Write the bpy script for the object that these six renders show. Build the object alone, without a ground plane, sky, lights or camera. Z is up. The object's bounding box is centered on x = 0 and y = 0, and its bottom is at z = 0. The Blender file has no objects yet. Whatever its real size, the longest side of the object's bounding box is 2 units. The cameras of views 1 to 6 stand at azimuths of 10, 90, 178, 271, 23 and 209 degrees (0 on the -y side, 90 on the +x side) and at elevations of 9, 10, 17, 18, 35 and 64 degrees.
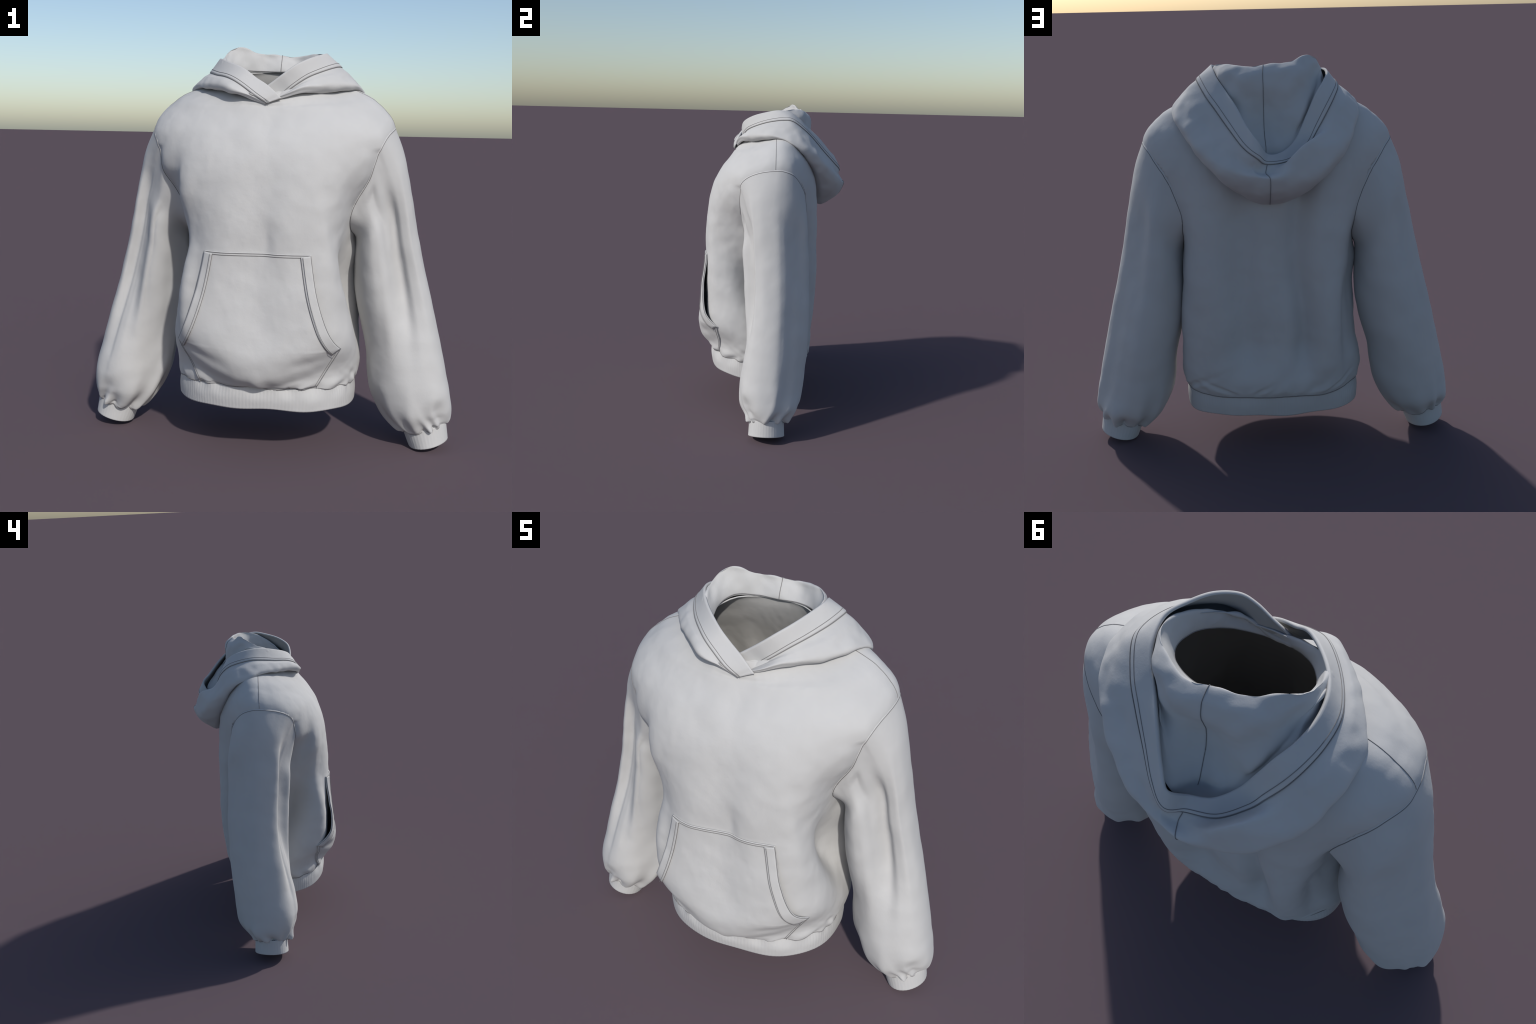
"""A white pullover hoodie standing by itself: torso, two sleeves with ribbed cuffs,
ribbed waistband, kangaroo pocket with trims, and a hood lying down on the shoulders."""
import bpy, math
import numpy as np
from mathutils import Vector, noise
from mathutils.bvhtree import BVHTree

TAU = 2 * math.pi

# ------------------------------------------------------------------ maths helpers
def spline(xs, ys, x):
    """Natural-looking cubic (Catmull/Hermite, monotone-limited tangents off) through rows of ys."""
    xs = np.asarray(xs, float); ys = np.asarray(ys, float); x = np.asarray(x, float)
    flat = ys.ndim == 1
    if flat: ys = ys[:, None]
    m = np.zeros_like(ys)
    h = np.diff(xs)[:, None]; d = np.diff(ys, axis=0) / h
    m[0], m[-1] = d[0], d[-1]
    m[1:-1] = (d[:-1] * h[1:] + d[1:] * h[:-1]) / (h[1:] + h[:-1])
    i = np.clip(np.searchsorted(xs, x, side='right') - 1, 0, len(xs) - 2)
    t = ((x - xs[i]) / (xs[i + 1] - xs[i]))[:, None]; hh = (xs[i + 1] - xs[i])[:, None]
    r = ((2*t**3 - 3*t**2 + 1) * ys[i] + (t**3 - 2*t**2 + t) * hh * m[i]
         + (-2*t**3 + 3*t**2) * ys[i + 1] + (t**3 - t**2) * hh * m[i + 1])
    return r[:, 0] if flat else r

def closed_spline(pts, n):
    """Closed curve through pts, n samples, evenly spread over the control intervals."""
    p = np.asarray(pts, float); k = len(p)
    ext = np.vstack([p[-3:], p, p[:4]])
    return spline(np.arange(-3, k + 4), ext, np.arange(n) * k / n)

def arc_resample(p, n):
    s = np.r_[0, np.cumsum(np.linalg.norm(np.diff(p, axis=0), axis=1))]
    u = np.linspace(0, s[-1], n)
    return np.stack([np.interp(u, s, p[:, c]) for c in range(p.shape[1])], 1)

def gauss(x, c, w): return np.exp(-((x - c) / w) ** 2)
def sstep(x, a, b):
    t = np.clip((x - a) / (b - a), 0, 1); return t * t * (3 - 2 * t)

def lean(x, c, left, right):
    """Bump at c with its own width on either side: a fold with one steep flank."""
    return np.exp(-((x - c) / np.where(x < c, left, right)) ** 2)

def gathers(ang, reach, seed, count, width, depth, length):
    """Pinched creases at irregular angles; reach is the distance from the gathering seam."""
    rng = np.random.default_rng(seed); out = np.zeros(np.broadcast(ang, reach).shape)
    for k in range(count):
        a = (k + rng.uniform(-.35, .35)) * TAU / count
        w = width * rng.uniform(.6, 1.5); l = length * rng.uniform(.5, 1.4); drift = rng.uniform(-.35, .35)
        da = (ang - a - drift * reach / length + math.pi) % TAU - math.pi
        out += -depth * rng.uniform(.5, 1.3) * gauss(da, 0, w * (1 + 1.5 * reach / length)) * np.exp(-(reach / l) ** 2)
        db = np.abs(da) - 2.4 * w
        out += .45 * depth * gauss(db, 0, 1.2 * w) * np.exp(-(reach / l) ** 2)
    return out

def lumps(P, scale, seed=0.0):
    """Smooth noise at every point of an (...,3) array."""
    f = P.reshape(-1, 3) * scale + seed
    return np.array([noise.noise(Vector(v)) for v in f]).reshape(P.shape[:-1])

def grid_normals(P, closed):
    """Normals of a (rows, columns, 3) sheet; columns wrap when closed."""
    dr = np.gradient(P, axis=0)
    if closed:
        dc = (np.roll(P, -1, 1) - np.roll(P, 1, 1)) / 2
    else:
        dc = np.gradient(P, axis=1)
    n = np.cross(dc, dr)
    l = np.linalg.norm(n, axis=2, keepdims=True); l[l < 1e-9] = 1
    return n / l

# ------------------------------------------------------------------ materials
def fabric(name, base, rib=None, dark=0.94):
    m = bpy.data.materials.new(name); m.use_nodes = True
    nt = m.node_tree; N, L = nt.nodes, nt.links
    b = N['Principled BSDF']; b.inputs['Roughness'].default_value = 0.92
    b.inputs['Specular IOR Level'].default_value = 0.15
    b.inputs['Sheen Weight'].default_value = 0.06
    b.inputs['Sheen Roughness'].default_value = 0.5
    co = N.new('ShaderNodeTexCoord')
    blot = N.new('ShaderNodeTexNoise'); blot.inputs['Scale'].default_value = 5.0; blot.inputs['Detail'].default_value = 6
    L.new(co.outputs['Object'], blot.inputs['Vector'])
    ramp = N.new('ShaderNodeValToRGB')
    ramp.color_ramp.elements[0].position = 0.3; ramp.color_ramp.elements[1].position = 0.7
    ramp.color_ramp.elements[0].color = (*[c * dark for c in base], 1)
    ramp.color_ramp.elements[1].color = (*base, 1)
    L.new(blot.outputs['Fac'], ramp.inputs['Fac']); L.new(ramp.outputs['Color'], b.inputs['Base Color'])
    knit = N.new('ShaderNodeTexNoise'); knit.inputs['Scale'].default_value = 220; knit.inputs['Detail'].default_value = 3
    L.new(co.outputs['Object'], knit.inputs['Vector'])
    crumple = N.new('ShaderNodeTexNoise'); crumple.inputs['Scale'].default_value = 26; crumple.inputs['Detail'].default_value = 4
    L.new(co.outputs['Object'], crumple.inputs['Vector'])
    b1 = N.new('ShaderNodeBump'); b1.inputs['Strength'].default_value = 0.12; b1.inputs['Distance'].default_value = 0.002
    L.new(knit.outputs['Fac'], b1.inputs['Height'])
    b2 = N.new('ShaderNodeBump'); b2.inputs['Strength'].default_value = 0.12; b2.inputs['Distance'].default_value = 0.01
    L.new(crumple.outputs['Fac'], b2.inputs['Height']); L.new(b1.outputs['Normal'], b2.inputs['Normal'])
    L.new(b2.outputs['Normal'], b.inputs['Normal'])
    return m

WHITE = fabric('white_fleece', (0.508, 0.507, 0.505))
RIB = fabric('white_rib_knit', (0.508, 0.507, 0.505))
LINING = fabric('grey_lining', (0.40, 0.395, 0.385))
THREAD = fabric('dark_seam_thread', (0.21, 0.205, 0.205))  # dark grey thread of the seams and stitch lines

# ------------------------------------------------------------------ object helpers
root = bpy.data.objects.new('hoodie', None); bpy.context.collection.objects.link(root)
root['label'] = 'plain white pullover hoodie with lowered hood and front pocket'
root['category'] = 'hoodie'

def make(name, verts, faces, mats, parent=root, thick=0.0, offset=-1.0):
    me = bpy.data.meshes.new(name)
    me.from_pydata([tuple(v) for v in verts], [], faces); me.update()
    me.polygons.foreach_set('use_smooth', [True] * len(me.polygons))
    for m in mats: me.materials.append(m)
    o = bpy.data.objects.new(name, me); bpy.context.collection.objects.link(o); o.parent = parent
    if thick:
        s = o.modifiers.new('cloth_thickness', 'SOLIDIFY'); s.thickness = thick; s.offset = offset
        s.material_offset = 1 if len(mats) > 1 else 0; s.material_offset_rim = 0
        s.use_even_offset = False
    return o

def sheet_faces(r, c, closed):
    f = []
    for i in range(r - 1):
        for j in range(c if closed else c - 1):
            k = (j + 1) % c
            f.append((i*c + j, i*c + k, (i+1)*c + k, (i+1)*c + j))
    return f

def sheet(name, P, closed, mats, parent=root, thick=0.0, flip=False):
    r, c, _ = P.shape
    f = sheet_faces(r, c, closed)
    if flip: f = [q[::-1] for q in f]
    return make(name, P.reshape(-1, 3), f, mats, parent, thick)

def bvh(P, closed):
    r, c, _ = P.shape
    return BVHTree.FromPolygons([Vector(v) for v in P.reshape(-1, 3)], sheet_faces(r, c, closed))

def cast(tree, p, d):
    h = tree.ray_cast(Vector(p), Vector(d))
    return None if h[0] is None else (np.array(h[0]), np.array(h[1]))

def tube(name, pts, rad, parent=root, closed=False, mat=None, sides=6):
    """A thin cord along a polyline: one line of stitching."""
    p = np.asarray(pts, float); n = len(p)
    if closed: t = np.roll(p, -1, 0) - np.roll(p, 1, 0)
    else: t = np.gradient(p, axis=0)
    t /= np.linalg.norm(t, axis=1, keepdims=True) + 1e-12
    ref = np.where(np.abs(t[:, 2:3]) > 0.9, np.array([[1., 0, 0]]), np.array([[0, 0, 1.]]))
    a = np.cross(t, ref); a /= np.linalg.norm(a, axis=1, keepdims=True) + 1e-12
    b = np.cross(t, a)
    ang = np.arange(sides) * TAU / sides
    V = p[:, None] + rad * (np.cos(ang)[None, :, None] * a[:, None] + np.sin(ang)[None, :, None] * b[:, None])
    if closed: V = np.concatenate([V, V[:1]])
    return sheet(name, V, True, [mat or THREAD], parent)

# ------------------------------------------------------------------ torso
# level: height, half width +x, half width -x, side depth y, front y, back y, front and back roundness, rise towards the back
TORSO = np.array([
    (0.335, .446, .446,  .00, -.386, .262, 2.32, 2.8, -.075),
    (0.360, .458, .456,  .00, -.396, .274, 2.3, 2.8, -.070),
    (0.405, .467, .464,  .00, -.407, .286, 2.16, 2.9, -.050),
    (0.470, .469, .466,  .00, -.413, .296, 2.35, 3.0, -.020),
    (0.590, .456, .452,  .00, -.419, .308, 3.6, 3.2, .00),
    (0.770, .434, .434,  .02, -.427, .319, 3.6, 3.4, .00),
    (0.920, .412, .412,  .03, -.433, .324, 3.4, 3.6, .00),
    (1.000, .408, .408,  .03, -.436, .326, 3.2, 3.6, .00),
    (1.100, .414, .414,  .02, -.437, .328, 3.0, 3.3, .00),
    (1.200, .446, .446,  .02, -.435, .329, 2.8, 3.0, .00),
    (1.300, .495, .495,  .02, -.428, .328, 2.6, 2.6, .00),
    (1.400, .545, .545,  .02, -.413, .322, 2.5, 2.4, .00),
    (1.500, .585, .585,  .03, -.380, .305, 2.4, 2.3, .01),
    (1.580, .604, .604,  .03, -.340, .280, 2.3, 2.2, .03),
    (1.640, .583, .583,  .03, -.306, .248, 2.2, 2.2, .08),
    (1.700, .526, .526,  .03, -.276, .212, 2.1, 2.1, .16),
    (1.745, .460, .460,  .02, -.258, .190, 2.1, 2.1, .25),
    (1.775, .385, .385,  .01, -.248, .176, 2.0, 2.0, .34),
    (1.800, .300, .300,  .00, -.240, .172, 2.0, 2.0, .37),
    (1.818, .262, .262,  .00, -.200, .170, 2.0, 2.0, .32),
])
NC = 240

def torso_ring(row, n=NC):
    z, xr, xl, ys, yf, yb, nf, nb, rise = row
    q = n // 4; t = np.linspace(0, math.pi / 2, 200)
    out = []
    for xw, yy, e, rev in ((xr, yf, nf, False), (xr, yb, nb, True), (xl, yb, nb, False), (xl, yf, nf, True)):
        x = xw * np.sin(t) ** (2 / e); y = ys + (yy - ys) * np.cos(t) ** (2 / e)
        c = arc_resample(np.stack([x, y], 1), q + 1)
        if rev: c = c[::-1]
        out.append(c[:-1])
    out[2][:, 0] *= -1; out[3][:, 0] *= -1
    c = np.vstack(out)
    return np.column_stack([c, z + rise * (c[:, 1] - .0)])

def torso_surface(rows=200):
    zz = np.interp(np.linspace(0, 1, rows), np.linspace(0, 1, 9), np.interp(np.linspace(0, 1, 9), [0, 1], [.335, 1.825]))
    par = spline(TORSO[:, 0], TORSO, zz)
    par[:, 0] = zz
    return np.stack([torso_ring(r) for r in par])

def torso_folds(P):
    N = grid_normals(P, True)
    x, y, z = P[..., 0], P[..., 1], P[..., 2]
    f = sstep(-y, 0.02, .16); b = sstep(y, 0.05, .16)
    d = np.zeros_like(x)
    # drop of the front panel into the armpits, both sides
    d -= f * .026 * gauss(x, .425, .05) * gauss(z, 1.24, .16)
    d -= f * .026 * gauss(x, -.435, .05) * gauss(z, 1.26, .16)
    d += f * .024 * lean(x, .29 + .16 * (1.15 - z), .07, .035) * gauss(z, 1.02, .24)
    d += f * .020 * lean(x, -.385 - .03 * (1.3 - z), .018, .07) * gauss(z, 1.29, .10)
    d += f * .012 * lean(x, -.50, .016, .05) * gauss(z, 1.40, .07)
    # flanks pinched in between the front and back panels
    d -= np.where(x > 0, .100, .118) * gauss(y, np.where(x > 0, -.21, -.24) + .40 * (1.1 - z), .105) * sstep(np.abs(x), .22, .36) * gauss(z, .82, .20)
    d += .025 * gauss(y, .03, .07) * sstep(np.abs(x), .25, .36) * gauss(z, 1.0, .1)
    d += .030 * gauss(y, .16, .09) * sstep(x, .25, .36) * gauss(z, .85, .32)
    d -= b * .055 * gauss(x, -.40, .05) * gauss(z, .70, .30)
    d += b * .022 * gauss(x, -.26, .05) * gauss(z, .70, .35)
    d += f * .020 * gauss(x, -.35, .05) * gauss(z, .80, .2)
    d -= f * .014 * gauss(x, .03, .10) * sstep(z, .5, .7) * sstep(1.55 - z, 0, .2)
    d += f * .016 * gauss(x, -.34, .035) * gauss(z, .92, .2)
    # pleats hanging over the front of the armholes
    d += .012 * sstep(-y, .08, .15) * gauss(np.abs(x), .545, .035) * lean(z, 1.505, .014, .06)
    # soft vertical waves of the front
    d += f * .004 * np.sin(x * 22 + 1.2 * np.sin(z * 4)) * gauss(z, 1.05, .22)
    d -= f * .010 * gauss(x, .045, .028) * gauss(z, 1.07, .07)
    d -= f * .006 * gauss(x, .02, .05) * gauss(z, 1.62, .07)
    # back: hollow between two long folds that fall from the shoulder blades
    hollow = sstep(z, .37, .62) * sstep(1.74 - z, 0, .48)
    d -= b * (.075 * gauss(x, .12, .11) + .080 * gauss(x, -.145 + .02 * np.sin(z * 7), .065) + .035 * gauss(x, -.03, .07)) * hollow
    d -= b * .014 * gauss(np.abs(x), .425, .05) * gauss(z, 1.25, .2)
    d += b * .006 * gauss(np.abs(x), .32, .05) * gauss(z, 1.1, .35)
    d += b * .005 * np.sin(x * 24 + 2 * np.sin(z * 3.1)) * gauss(z, .75, .35)
    d -= b * .008 * gauss(x, -.235 + .03 * (z - .9), .022) * gauss(z, .92, .10)
    # fabric blousing over the waistband, with small gathers
    a = np.arctan2(x, y)
    g = sstep(.51 - z, 0, .14)
    d += gathers(a, np.maximum(0, z - .345), 5, 20, .050, .009, .07) * sstep(z, .325, .365)
    d += .004 * lumps(P, 6.0) + .003 * lumps(P, 13.0, 7.0) + .0012 * lumps(P * np.array([1.6, 1, .7]), 30.0, 2.0)
    return P + N * d[..., None] * -OUT

OUT = -1.0   # torso rings run so that grid normals point outward
torso_P = torso_folds(torso_surface())
torso_tree = bvh(torso_P, True)

# ------------------------------------------------------------------ sleeves
# outer edge, inner edge (x, z), front y, back y of each ring down the arm
SLEEVE = np.array([
    (.655, 1.470, .430, 1.045, -.195, .225),
    (.698, 1.280, .430, .965, -.185, .232),
    (.734, 1.100, .430, .870, -.172, .240),
    (.780, .910, .440, .765, -.163, .246),
    (.825, .735, .466, .640, -.158, .246),
    (.866, .560, .496, .520, -.158, .240),
    (.905, .395, .512, .395, -.164, .226),
    (.928, .295, .530, .290, -.174, .218),
    (.937, .215, .580, .185, -.164, .196),
    (.928, .165, .650, .110, -.128, .140),
    (.908, .138, .703, .078, -.104, .108),
])
# armhole: top, down the front, armpit, up the back
ARMHOLE = [(.606, .030, 1.606), (.590, -.075, 1.590), (.560, -.150, 1.556), (.533, -.188, 1.510), (.527, -.205, 1.440),
           (.500, -.196, 1.362), (.464, -.186, 1.283), (.428, -.165, 1.175), (.412, -.090, 1.105), (.410, .020, 1.085),
           (.400, .120, 1.130), (.398, .190, 1.240), (.430, .218, 1.330), (.478, .224, 1.430), (.526, .212, 1.496),
           (.570, .150, 1.572), (.597, .085, 1.600)]
SN = 160
# section of a hanging sleeve: round outside, front falling away in a slope towards the body
# upper arm: ridge near the body and a broad hollow on its outside; lower arm: round
SECTION_UP = {1: [(1, 0), (.95, .38), (.82, .61), (.58, .59), (.34, .50), (.08, .72), (-.20, .92), (-.48, .88), (-.78, .56), (-1, 0)],
              -1: [(1, 0), (.95, .38), (.81, .60), (.57, .57), (.33, .62), (.12, .94), (-.10, .96), (-.42, .66), (-.74, .28), (-1, 0)]}
SECTION_LOW = {1: [(1, 0), (.96, .41), (.80, .72), (.50, .91), (.16, .98), (-.18, .94), (-.50, .76), (-.76, .50), (-.94, .24), (-1, 0)],
               -1: [(1, 0), (.96, .41), (.80, .72), (.50, .91), (.16, .96), (-.18, .88), (-.50, .64), (-.76, .38), (-.94, .16), (-1, 0)]}
SECTION_BACK = {1: [(-.93, -.36), (-.70, -.72), (-.34, -.97), (.06, -.97), (.40, -.74), (.68, -.46), (.91, -.22)],
                -1: [(-.93, -.36), (-.70, -.70), (-.34, -.94), (.06, -.98), (.42, -.83), (.72, -.55), (.93, -.26)]}

def sleeve_surface(side):
    hole = closed_spline(ARMHOLE, SN)
    # spread ring parameter so that top = 0, armpit = half
    for i, p in enumerate(hole):           # sew it onto the torso
        q = torso_tree.find_nearest(Vector(p * np.array([side, 1, 1])))[0]
        hole[i] = np.array(q) * np.array([side, 1, 1])
    hole = (hole * 2 + np.roll(hole, 1, 0) + np.roll(hole, -1, 0)) / 4
    phi = np.arange(SN) / SN * TAU
    rings = [hole]
    for xo, zo, xi, zi, yf, yb in SLEEVE:
        c = np.array([(xo + xi) / 2, 0, (zo + zi) / 2]); e = np.array([(xo - xi) / 2, 0, (zo - zi) / 2])
        yc = (yf + yb) / 2; h = (yb - yf) / 2
        up = min(1.0, max(0.0, (zo - .45) / .40))
        sec = (np.array(SECTION_UP[side]) * up + np.array(SECTION_LOW[side]) * (1 - up)).tolist() + SECTION_BACK[side]
        sec = closed_spline(sec, SN)      # share along outer-inner axis, share of depth
        if side > 0: c = c + np.array([-.004, 0, 0])
        if side < 0: yb, yf = yb + .014, yf + .020 * up
        if side < 0 and zo < .7: c = c + np.array([.004, 0, .014 * min(1, (.7 - zo) / .4)])
        w = min(1.0, max(0.0, (1.60 - zo) / .25)) * min(1.0, max(0.0, (zo - .17) / .15))
        yc = (yf + yb) / 2; h = (yb - yf) / 2
        cs = sec[:, 0] * w + np.cos(phi) * (1 - w); sn = sec[:, 1] * w + np.sin(phi) * (1 - w)
        r = c + cs[:, None] * e
        r[:, 1] = yc - sn * h
        rings.append(r)
    rings = np.array(rings)
    u = np.linspace(0, len(rings) - 1, 200)
    P = np.stack([spline(np.arange(len(rings)), rings[:, j], u) for j in range(SN)], 1)
    tuck = hole + np.array([-.03, 0, -.012])
    P = np.concatenate([tuck[None], P])
    if side < 0:
        P = P * np.array([-1, 1, 1])
    N = grid_normals(P, True) * (1 if side > 0 else -1)
    t = np.r_[0, u] / (len(rings) - 1)         # 0 armhole .. 1 cuff
    T, F = np.meshgrid(t, phi, indexing='ij')
    d = np.zeros(T.shape)
    body = sstep(T, .03, .15)
    # long folds hanging from the shoulder on the front
    if side < 0:
        d += body * .007 * gauss(F, 1.55 - .25 * T, .16) * sstep(.8 - T, 0, .3)
        d -= body * .010 * lean(F, 1.22 - .25 * T, .22, .08) * sstep(.8 - T, 0, .3)
        d -= body * .012 * gauss(F, 2.1, .18) * sstep(.6 - T, 0, .25)
        d += body * .008 * gauss(F, 2.5, .2) * sstep(.7 - T, 0, .3)
    else:
        d += body * .004 * gauss(F, 1.15, .2) * sstep(.75 - T, 0, .4)
        d -= body * .006 * gauss(F, 1.45, .18) * sstep(.7 - T, 0, .4)
        d += body * .010 * gauss(F, 2.05, .2) * sstep(.7 - T, 0, .3)
        d -= sstep(T, .02, .06) * .016 * lean(F, 1.85, .12, .35) * sstep(.30 - T, 0, .2)
        d -= body * .006 * gauss(F, .62, .2) * sstep(.7 - T, 0, .4)
    d -= body * .010 * gauss(F, 5.2, .25) * sstep(.5 - T, 0, .3)
    # gathers above the cuff
    g = sstep(T, .70, .95) * sstep(1.0 - T, 0, .05)
    ph = 0.9 if side > 0 else 2.2
    rest = np.maximum(0, .985 - T)
    d += gathers(F, rest, 11 if side > 0 else 23, 8, .13, .024, .24) * (.45 + .55 * sstep(1.0 - T, 0, .04))
    d += g * .007 * np.sin(5 * F + ph)
    d -= sstep(T, .72, .80) * sstep(.93 - T, 0, .08) * .016 * gauss(F, 1.25 if side < 0 else .9, .28)
    d += body * (.004 * lumps(P, 5.0, 3.0 * side) + .0025 * lumps(P, 12.0, side))
    return P + N * d[..., None]

def cuff_surface(side):
    top_c, top_e = np.array([.809, .002, .108]), np.array([.106, 0, .030])
    bot_c, bot_e = np.array([.831, .002, .027]), np.array([.097, 0, .026])
    phi = np.arange(SN) / SN * TAU; rows = []
    for v in np.linspace(-.12, 1, 24):
        c = top_c + (bot_c - top_c) * v; e = top_e + (bot_e - top_e) * v
        r = c + np.cos(phi)[:, None] * e; r[:, 1] = c[1] - np.sin(phi) * (.104 + .004 * v)
        n = r - c; n /= np.linalg.norm(n, axis=1, keepdims=True)
        ribs = .00035 * np.sin(phi * 40) + .003 * np.sin(phi * 3 + 1 + side)
        rows.append(r + n * ribs[:, None])
    P = np.array(rows)
    if side < 0: P = P * np.array([-1, 1, 1]) + np.array([-.003, .006, .014])
    return P

for side in (1, -1):
    S = sleeve_surface(side)
    sheet('sleeve', S, True, [WHITE, LINING], thick=.005, flip=side < 0)
    C = cuff_surface(side)
    sheet('cuff', C, True, [RIB, LINING], thick=.006, flip=side < 0)
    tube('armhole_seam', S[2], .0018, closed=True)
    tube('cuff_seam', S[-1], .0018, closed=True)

def inside(loop, y, z):
    """Which points (y, z) lie inside a closed loop."""
    r = np.zeros(y.shape, bool); j = len(loop) - 1
    for i in range(len(loop)):
        (a, b), (c, e) = loop[i], loop[j]
        if b != e: r ^= ((b > z) != (e > z)) & (y < (c - a) * (z - b) / (e - b) + a)
        j = i
    return r

hole_loop = np.array(closed_spline(ARMHOLE, 120))[:, 1:]
hole_loop = hole_loop.mean(0) + (hole_loop - hole_loop.mean(0)) * .90
gone = (inside(hole_loop, torso_P[..., 1], torso_P[..., 2]) & (np.abs(torso_P[..., 0]) > .33)).ravel()
torso_faces = [f for f in sheet_faces(*torso_P.shape[:2], True) if not any(gone[i] for i in f)]
make('torso', torso_P.reshape(-1, 3), torso_faces, [WHITE, LINING], thick=.005)

# ------------------------------------------------------------------ waistband
def waistband_surface():
    rows = []
    low = torso_ring((.227, .450, .450, .0, -.387, .242, 2.32, 2.8, -.09), NC)
    mid = torso_ring((.285, .452, .452, .0, -.394, .256, 2.32, 2.8, -.083), NC)
    top = torso_P[0].copy()
    top[:, 2] += .008
    a = np.arange(NC) / NC * TAU
    wave = .004 * np.sin(a * 5 + 1) + .003 * np.sin(a * 9)
    low[:, 2] += wave
    for v in np.linspace(0, 1, 22):
        r = spline([0, .5, 1], np.stack([top, mid, low]).reshape(3, -1), [v])[0].reshape(NC, 3)
        rows.append(r)
    P = np.array(rows)
    P = np.repeat(P, 4, axis=1)       # refine round for the ribs
    for k in range(1, 4):
        w = k / 4
        P[:, k::4] = P[:, 0::4] * (1 - w) + np.roll(P[:, 0::4], -1, 1) * w
    N = grid_normals(P, True)
    ribs = .0003 * np.sin(np.arange(NC * 4) / (NC * 4) * TAU * 160)
    return P + N * ribs[None, :, None]

sheet('waistband', waistband_surface(), True, [RIB, LINING], thick=.006, flip=True)
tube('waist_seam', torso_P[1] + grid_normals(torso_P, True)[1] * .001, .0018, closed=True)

# ------------------------------------------------------------------ pocket
def pocket_half(z):
    """Half width of the pocket at height z: slanted bottom, corner, curved hand opening."""
    zs = [.345, .367, .572, .60, .66, .74, .84, .94, 1.022]
    xs = [.272, .284, .396, .376, .343, .312, .283, .263, .250]
    return np.interp(z, zs[:3], xs[:3]) if z < .572 else float(spline(zs[2:], xs[2:], [z])[0])

# how far the pocket cloth stands off the body, down the middle and along its side edge
STAND_MID = ([.30, .36, .385, .41, .44, .48, .54, .60, .67, .73, .80, .90, 1.03], [.004, .010, .030, .045, .054, .059, .060, .053, .043, .032, .021, .009, 0])
STAND_EDGE = ([.30, .54, .575, .60, .64, .70, .80, .90, .98, 1.03], [0, 0, .001, .014, .028, .034, .029, .015, .003, 0])

def pocket_surface(u, z):
    half = pocket_half(z)
    x = u * half
    p, n = cast(torso_tree, (x, -1.2, z), (0, 1, 0))
    au = abs(u)
    centre = float(spline(*STAND_MID, [max(.30, z - .105 * au ** 1.2 * max(0.0, min(1.0, (.66 - z) / .12)))])[0]); edge = max(0.0, float(spline(*STAND_EDGE, [z])[0]))
    w = au ** 2.6
    y = p[1] - .006 - centre * (1 - w) - edge * w
    # creases running in from the side corners
    y += .012 * math.exp(-((z - (.49 + .33 * (-x - .15))) / .028) ** 2) * math.exp(-((x + .27) / .11) ** 2)
    y += .011 * math.exp(-((z - (.50 + .22 * (x - .18))) / .028) ** 2) * math.exp(-((x - .27) / .09) ** 2)
    # small gathers at the hem
    y -= .006 * math.sin(x * 40 + 1.5 * math.sin(x * 17)) * math.exp(-((z - .385) / .035) ** 2)
    return np.array([x, y, z])

PU, PV = 100, 110
us = np.linspace(-1, 1, PU); vs = np.unique(np.r_[np.linspace(.350, .572, 42), np.linspace(.572, 1.022, 66)])
pocket_P = np.array([[pocket_surface(u, z) for u in us] for z in vs])
# calm the sheet
for _ in range(3):
    q = pocket_P.copy()
    q[1:-1, 1:-1, 1] = (pocket_P[1:-1, 1:-1, 1] * 2 + pocket_P[2:, 1:-1, 1] + pocket_P[:-2, 1:-1, 1] + pocket_P[1:-1, 2:, 1] + pocket_P[1:-1, :-2, 1]) / 6
    pocket_P = q
pocket = sheet('pocket', pocket_P, False, [WHITE, LINING], thick=.005)
pocket_tree = bvh(pocket_P, False)

def on_pocket(pts, lift):
    out = []
    for x, z in pts:
        h = cast(pocket_tree, (x, -1.2, z), (0, 1, 0))
        if h is not None: out.append(h[0] + np.array([0, -lift, 0]))
    return np.array(out)

for side in (1, -1):
    rows = []
    for inset in np.linspace(.002, .046, 8):
        z = np.linspace(.573, 1.018, 60)
        x = np.array([pocket_half(v) for v in z])
        sl = np.gradient(x, z); k = np.sqrt(1 + sl ** 2)
        zz = z + inset * sl / k
        xx = x - inset / k
        zz = np.clip(zz, .50, 1.018)
        xx = np.minimum(xx, np.array([pocket_half(v) for v in zz]) - .0015)
        rows.append(np.array([on_pocket([(side * a, b)], .0055)[0] for a, b in zip(xx, zz)]))
    T = np.array(rows)
    sheet('pocket_trim', T, False, [WHITE], pocket, thick=.004, flip=side < 0)
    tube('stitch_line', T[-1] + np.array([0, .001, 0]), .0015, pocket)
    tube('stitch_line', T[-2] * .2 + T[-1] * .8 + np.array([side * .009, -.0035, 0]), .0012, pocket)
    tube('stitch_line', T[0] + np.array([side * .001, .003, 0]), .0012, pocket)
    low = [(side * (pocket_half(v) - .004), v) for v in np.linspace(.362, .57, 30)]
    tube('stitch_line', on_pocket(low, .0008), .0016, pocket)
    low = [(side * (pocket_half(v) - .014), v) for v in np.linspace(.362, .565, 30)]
    tube('stitch_line', on_pocket(low, .0008), .0014, pocket)
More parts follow.
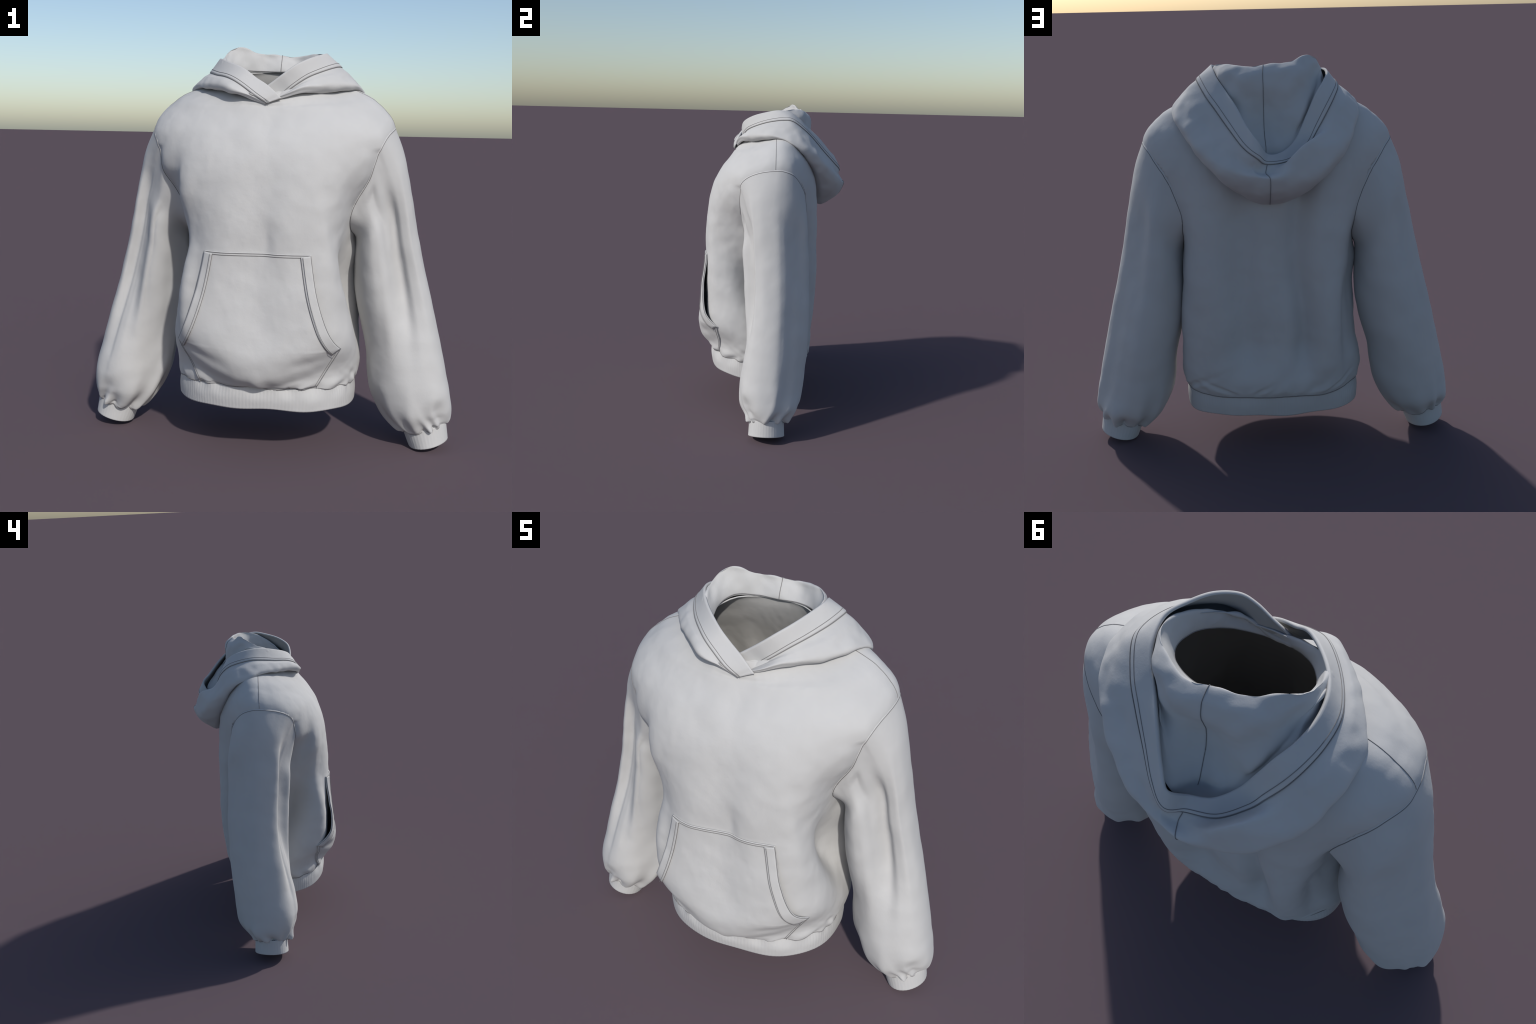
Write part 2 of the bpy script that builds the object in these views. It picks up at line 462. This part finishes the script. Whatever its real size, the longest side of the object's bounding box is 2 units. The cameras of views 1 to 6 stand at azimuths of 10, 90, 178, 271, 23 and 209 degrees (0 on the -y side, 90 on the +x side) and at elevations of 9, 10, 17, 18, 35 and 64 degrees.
for dz in (.004, .014):
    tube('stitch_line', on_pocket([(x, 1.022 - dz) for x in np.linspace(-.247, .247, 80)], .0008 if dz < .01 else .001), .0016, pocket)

# ------------------------------------------------------------------ hood
# stations run from the front end over the -x shoulder, round the back and over the +x shoulder
BAND_TOP = [(.072, -.247, 1.727), (.006, -.224, 1.781), (-.052, -.200, 1.816), (-.101, -.182, 1.852), (-.150, -.145, 1.878),
            (-.205, -.090, 1.900), (-.250, -.030, 1.918), (-.280, .040, 1.924), (-.284, .120, 1.910), (-.260, .190, 1.877),
            (-.222, .232, 1.825), (-.180, .257, 1.738), (-.125, .288, 1.630), (-.060, .335, 1.580), (.010, .362, 1.578),
            (.055, .405, 1.650), (.095, .360, 1.705), (.140, .290, 1.785), (.186, .217, 1.848), (.222, .165, 1.897),
            (.243, .105, 1.938), (.250, .030, 1.950), (.225, -.045, 1.937), (.185, -.125, 1.915), (.130, -.183, 1.882),
            (.080, -.200, 1.845), (.020, -.200, 1.800), (-.065, -.200, 1.742)]
BAND_LOW = [(.010, -.258, 1.703), (-.050, -.257, 1.738), (-.110, -.236, 1.779), (-.160, -.208, 1.809), (-.210, -.160, 1.829),
            (-.265, -.090, 1.842), (-.310, -.010, 1.857), (-.333, .060, 1.863), (-.330, .140, 1.848), (-.310, .210, 1.820),
            (-.275, .264, 1.765), (-.228, .296, 1.685), (-.182, .325, 1.612), (-.095, .378, 1.552), (.010, .405, 1.544),
            (.055, .440, 1.580), (.113, .403, 1.624), (.175, .330, 1.700), (.232, .262, 1.775), (.275, .205, 1.830),
            (.312, .125, 1.888), (.313, .065, 1.896), (.288, -.020, 1.884), (.240, -.100, 1.860), (.180, -.165, 1.828),
            (.120, -.190, 1.785), (.065, -.187, 1.742), (-.020, -.214, 1.692)]
ROLL_OUT = [(.000, -.257, 1.700), (-.055, -.260, 1.727), (-.130, -.262, 1.757), (-.200, -.230, 1.780), (-.275, -.165, 1.795),
            (-.350, -.080, 1.803), (-.400, .000, 1.805), (-.424, .070, 1.790), (-.422, .160, 1.762), (-.400, .240, 1.712),
            (-.352, .315, 1.636), (-.280, .382, 1.562), (-.190, .428, 1.512), (-.095, .464, 1.495), (.000, .480, 1.490),
            (.095, .464, 1.497), (.190, .428, 1.525), (.285, .376, 1.590), (.350, .310, 1.660), (.392, .238, 1.725),
            (.424, .160, 1.770), (.430, .075, 1.795), (.400, -.020, 1.810), (.335, -.105, 1.802), (.255, -.170, 1.790),
            (.165, -.218, 1.778), (.085, -.240, 1.744), (-.010, -.232, 1.706)]
ROLL_LOW = [(-.005, -.250, 1.698), (-.065, -.246, 1.715), (-.140, -.246, 1.743), (-.200, -.200, 1.757), (-.280, -.130, 1.767),
            (-.355, -.050, 1.776), (-.405, .030, 1.767), (-.430, .090, 1.750), (-.425, .155, 1.720), (-.400, .215, 1.660),
            (-.362, .265, 1.585), (-.290, .305, 1.490), (-.190, .330, 1.405), (-.090, .338, 1.360), (.000, .340, 1.345),
            (.090, .338, 1.370), (.190, .330, 1.436), (.280, .310, 1.515), (.345, .270, 1.600), (.390, .215, 1.665),
            (.427, .155, 1.725), (.428, .085, 1.765), (.388, .000, 1.776), (.335, -.060, 1.768), (.260, -.120, 1.757),
            (.180, -.192, 1.755), (.090, -.228, 1.730), (-.005, -.228, 1.698)]
HS = 300
st = np.linspace(0, 1, 28); ss = np.linspace(0, 1, HS)
bt, bl, ro, rl = (spline(st, c, ss) for c in (BAND_TOP, BAND_LOW, ROLL_OUT, ROLL_LOW))
back = gauss(ss, .518, .13)[:, None]

def hood_rows():
    out_dir = ro - bl
    mid = bl * .5 + ro * .5
    nrm = np.cross(np.gradient(bl, axis=0), out_dir)
    nrm /= np.linalg.norm(nrm, axis=1, keepdims=True) + 1e-9
    nrm *= np.sign(nrm[:, 2:3] + 1e-6)
    fade = (sstep(ss, .04, .14) * sstep(1 - ss, .04, .14))[:, None]
    mid = mid + nrm * (.006 * fade * (1 - back) - .030 * back * gauss(ss, .525, .05)[:, None])
    mid = mid + np.array([.012, .035, .085]) * gauss(ss, .452, .048)[:, None]   # a fold standing up behind the band
    mid = mid - nrm * (.008 * gauss(ss, .40, .06) + .010 * gauss(ss, .64, .05))[:, None]
    low_mid = ro * .5 + rl * .5
    ctr = np.column_stack([ro[:, 0] * .0, np.full(HS, .05)])
    rad = ro[:, :2] - ctr; rad /= np.linalg.norm(rad, axis=1, keepdims=True)
    low_mid[:, :2] += rad * (.010 * fade + .018 * back); low_mid[:, 2] -= .006 * fade[:, 0]
    tuck = rl.copy(); tuck[:, :2] -= rad * .05 * (0.3 + .7 * fade); tuck[:, 2] += .004
    knots = np.stack([bt, bl, mid, ro, low_mid, rl, tuck])
    v = np.concatenate([np.linspace(0, 1, 12)[:-1], np.linspace(1, 6, 60)])
    P = spline(np.arange(7), knots.reshape(7, -1), v).reshape(len(v), HS, 3)
    return P, v

hood_P, hood_v = hood_rows()
N = grid_normals(hood_P, False)
sgn = np.sign(np.mean(N[25, :, 2]))
S_, V_ = np.meshgrid(ss, hood_v, indexing='xy')
ends = sstep(S_, .02, .10) * sstep(1 - S_, .02, .10)
d = ends * sstep(V_, 1.1, 2) * (.003 * np.sin(S_ * 70 + 3 * np.sin(S_ * 19)) * gauss(V_, 3.6, .8) + .009 * lumps(hood_P, 8.0, 5.0) + .004 * lumps(hood_P, 20.0, 1.0))
hood_P = hood_P + N * sgn * d[..., None]
hood = sheet('hood', hood_P, False, [WHITE, LINING], thick=.004, flip=sgn < 0)

# the doubled hem band round the face opening, standing proud of the hood cloth
Nb = grid_normals(hood_P, False) * sgn
flat = (sstep(ss, .004, .014) * sstep(1 - ss, .004, .014))[:, None]
rows = [hood_P[0] - Nb[0] * .006 * flat, hood_P[0] + np.array([0, 0, .003]) * flat]
for k in range(0, 12):
    rows.append(hood_P[k] + Nb[k] * (.0015 + .005 * flat))
rows.append(hood_P[12] + Nb[12] * .001)
band_P = np.array(rows)
sheet('hood_band', band_P, False, [WHITE], hood, thick=.003, flip=sgn < 0)
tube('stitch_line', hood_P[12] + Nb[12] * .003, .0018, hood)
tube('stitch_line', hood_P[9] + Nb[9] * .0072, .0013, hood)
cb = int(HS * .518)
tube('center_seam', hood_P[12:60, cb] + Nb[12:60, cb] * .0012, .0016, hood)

# inner neck of the hood: rises from the neckline, rolls over the rim, falls behind into the hood
NECK_SEAM = [(.010, .152, 1.874), (-.100, .145, 1.876), (-.185, .110, 1.875), (-.222, .030, 1.850), (-.200, -.065, 1.810), (-.130, -.145, 1.765),
             (.000, -.190, 1.715), (.120, -.140, 1.760), (.190, -.060, 1.810), (.212, .030, 1.850), (.185, .105, 1.872), (.110, .145, 1.875)]
RIM = [(.012, .183, 1.963), (-.100, .166, 1.970), (-.205, .120, 1.996), (-.250, .050, 1.960), (-.238, -.060, 1.900), (-.160, -.140, 1.850),
       (.000, -.197, 1.755), (.120, -.165, 1.805), (.203, -.078, 1.880), (.240, .035, 1.942), (.212, .118, 1.966), (.105, .190, 1.954)]
FALL = [(.015, .228, 1.760), (-.120, .235, 1.775), (-.205, .202, 1.835), (-.262, .085, 1.925), (-.252, -.030, 1.900), (-.168, -.138, 1.840),
        (.000, -.190, 1.735), (.122, -.163, 1.805), (.214, -.050, 1.885), (.244, .060, 1.922), (.205, .185, 1.850), (.125, .252, 1.775)]
FOOT = [(.013, .318, 1.552), (-.085, .295, 1.580), (-.165, .245, 1.705), (-.262, .165, 1.860), (-.262, -.010, 1.880), (-.172, -.130, 1.825),
        (.000, -.185, 1.715), (.126, -.163, 1.800), (.222, -.030, 1.885), (.236, .100, 1.900), (.165, .235, 1.800), (.085, .338, 1.660)]
NN = 240
loops = [closed_spline(c, NN) for c in (NECK_SEAM, RIM, FALL, FOOT)]
def shift(L, amt, dz):
    q = L.copy(); r = q[:, :2] - np.array([0, .02]); r /= np.linalg.norm(r, axis=1, keepdims=True)
    q[:, :2] += r * amt; q[:, 2] += dz; return q
inner_low = shift(loops[0], .028, -.006)
rear = (.004 + .045 * gauss(loops[3][:, 0], 0, .09) * sstep(loops[3][:, 1], .1, .2))[:, None]
floor = shift(loops[3], .01, -.014); floor[:, :2] += (floor[:, :2] - np.array([0, .02])) / np.linalg.norm(floor[:, :2] - np.array([0, .02]), axis=1, keepdims=True) * rear
knots = np.stack([inner_low, loops[0], shift(loops[1], -.010, -.020), loops[1], shift(loops[1], (.018 + .020 * sstep(loops[1][:, 1], .10, .17))[:, None], -.030), loops[2], loops[3], floor])
v = np.linspace(0, 7, 90)
neck_P = spline([0, 1, 2, 2.5, 3, 4.2, 6, 7], knots.reshape(8, -1), v).reshape(90, NN, 3)
Nn = grid_normals(neck_P, True)
Vn = np.repeat(v[:, None], NN, 1)
neck_P = neck_P + Nn * ((.011 * lumps(neck_P, 11.0, 2.0) + .004 * lumps(neck_P, 24.0, 4.0)) * sstep(Vn, .5, 2))[..., None]
neck = sheet('hood_neck', neck_P, True, [WHITE], hood, flip=True)
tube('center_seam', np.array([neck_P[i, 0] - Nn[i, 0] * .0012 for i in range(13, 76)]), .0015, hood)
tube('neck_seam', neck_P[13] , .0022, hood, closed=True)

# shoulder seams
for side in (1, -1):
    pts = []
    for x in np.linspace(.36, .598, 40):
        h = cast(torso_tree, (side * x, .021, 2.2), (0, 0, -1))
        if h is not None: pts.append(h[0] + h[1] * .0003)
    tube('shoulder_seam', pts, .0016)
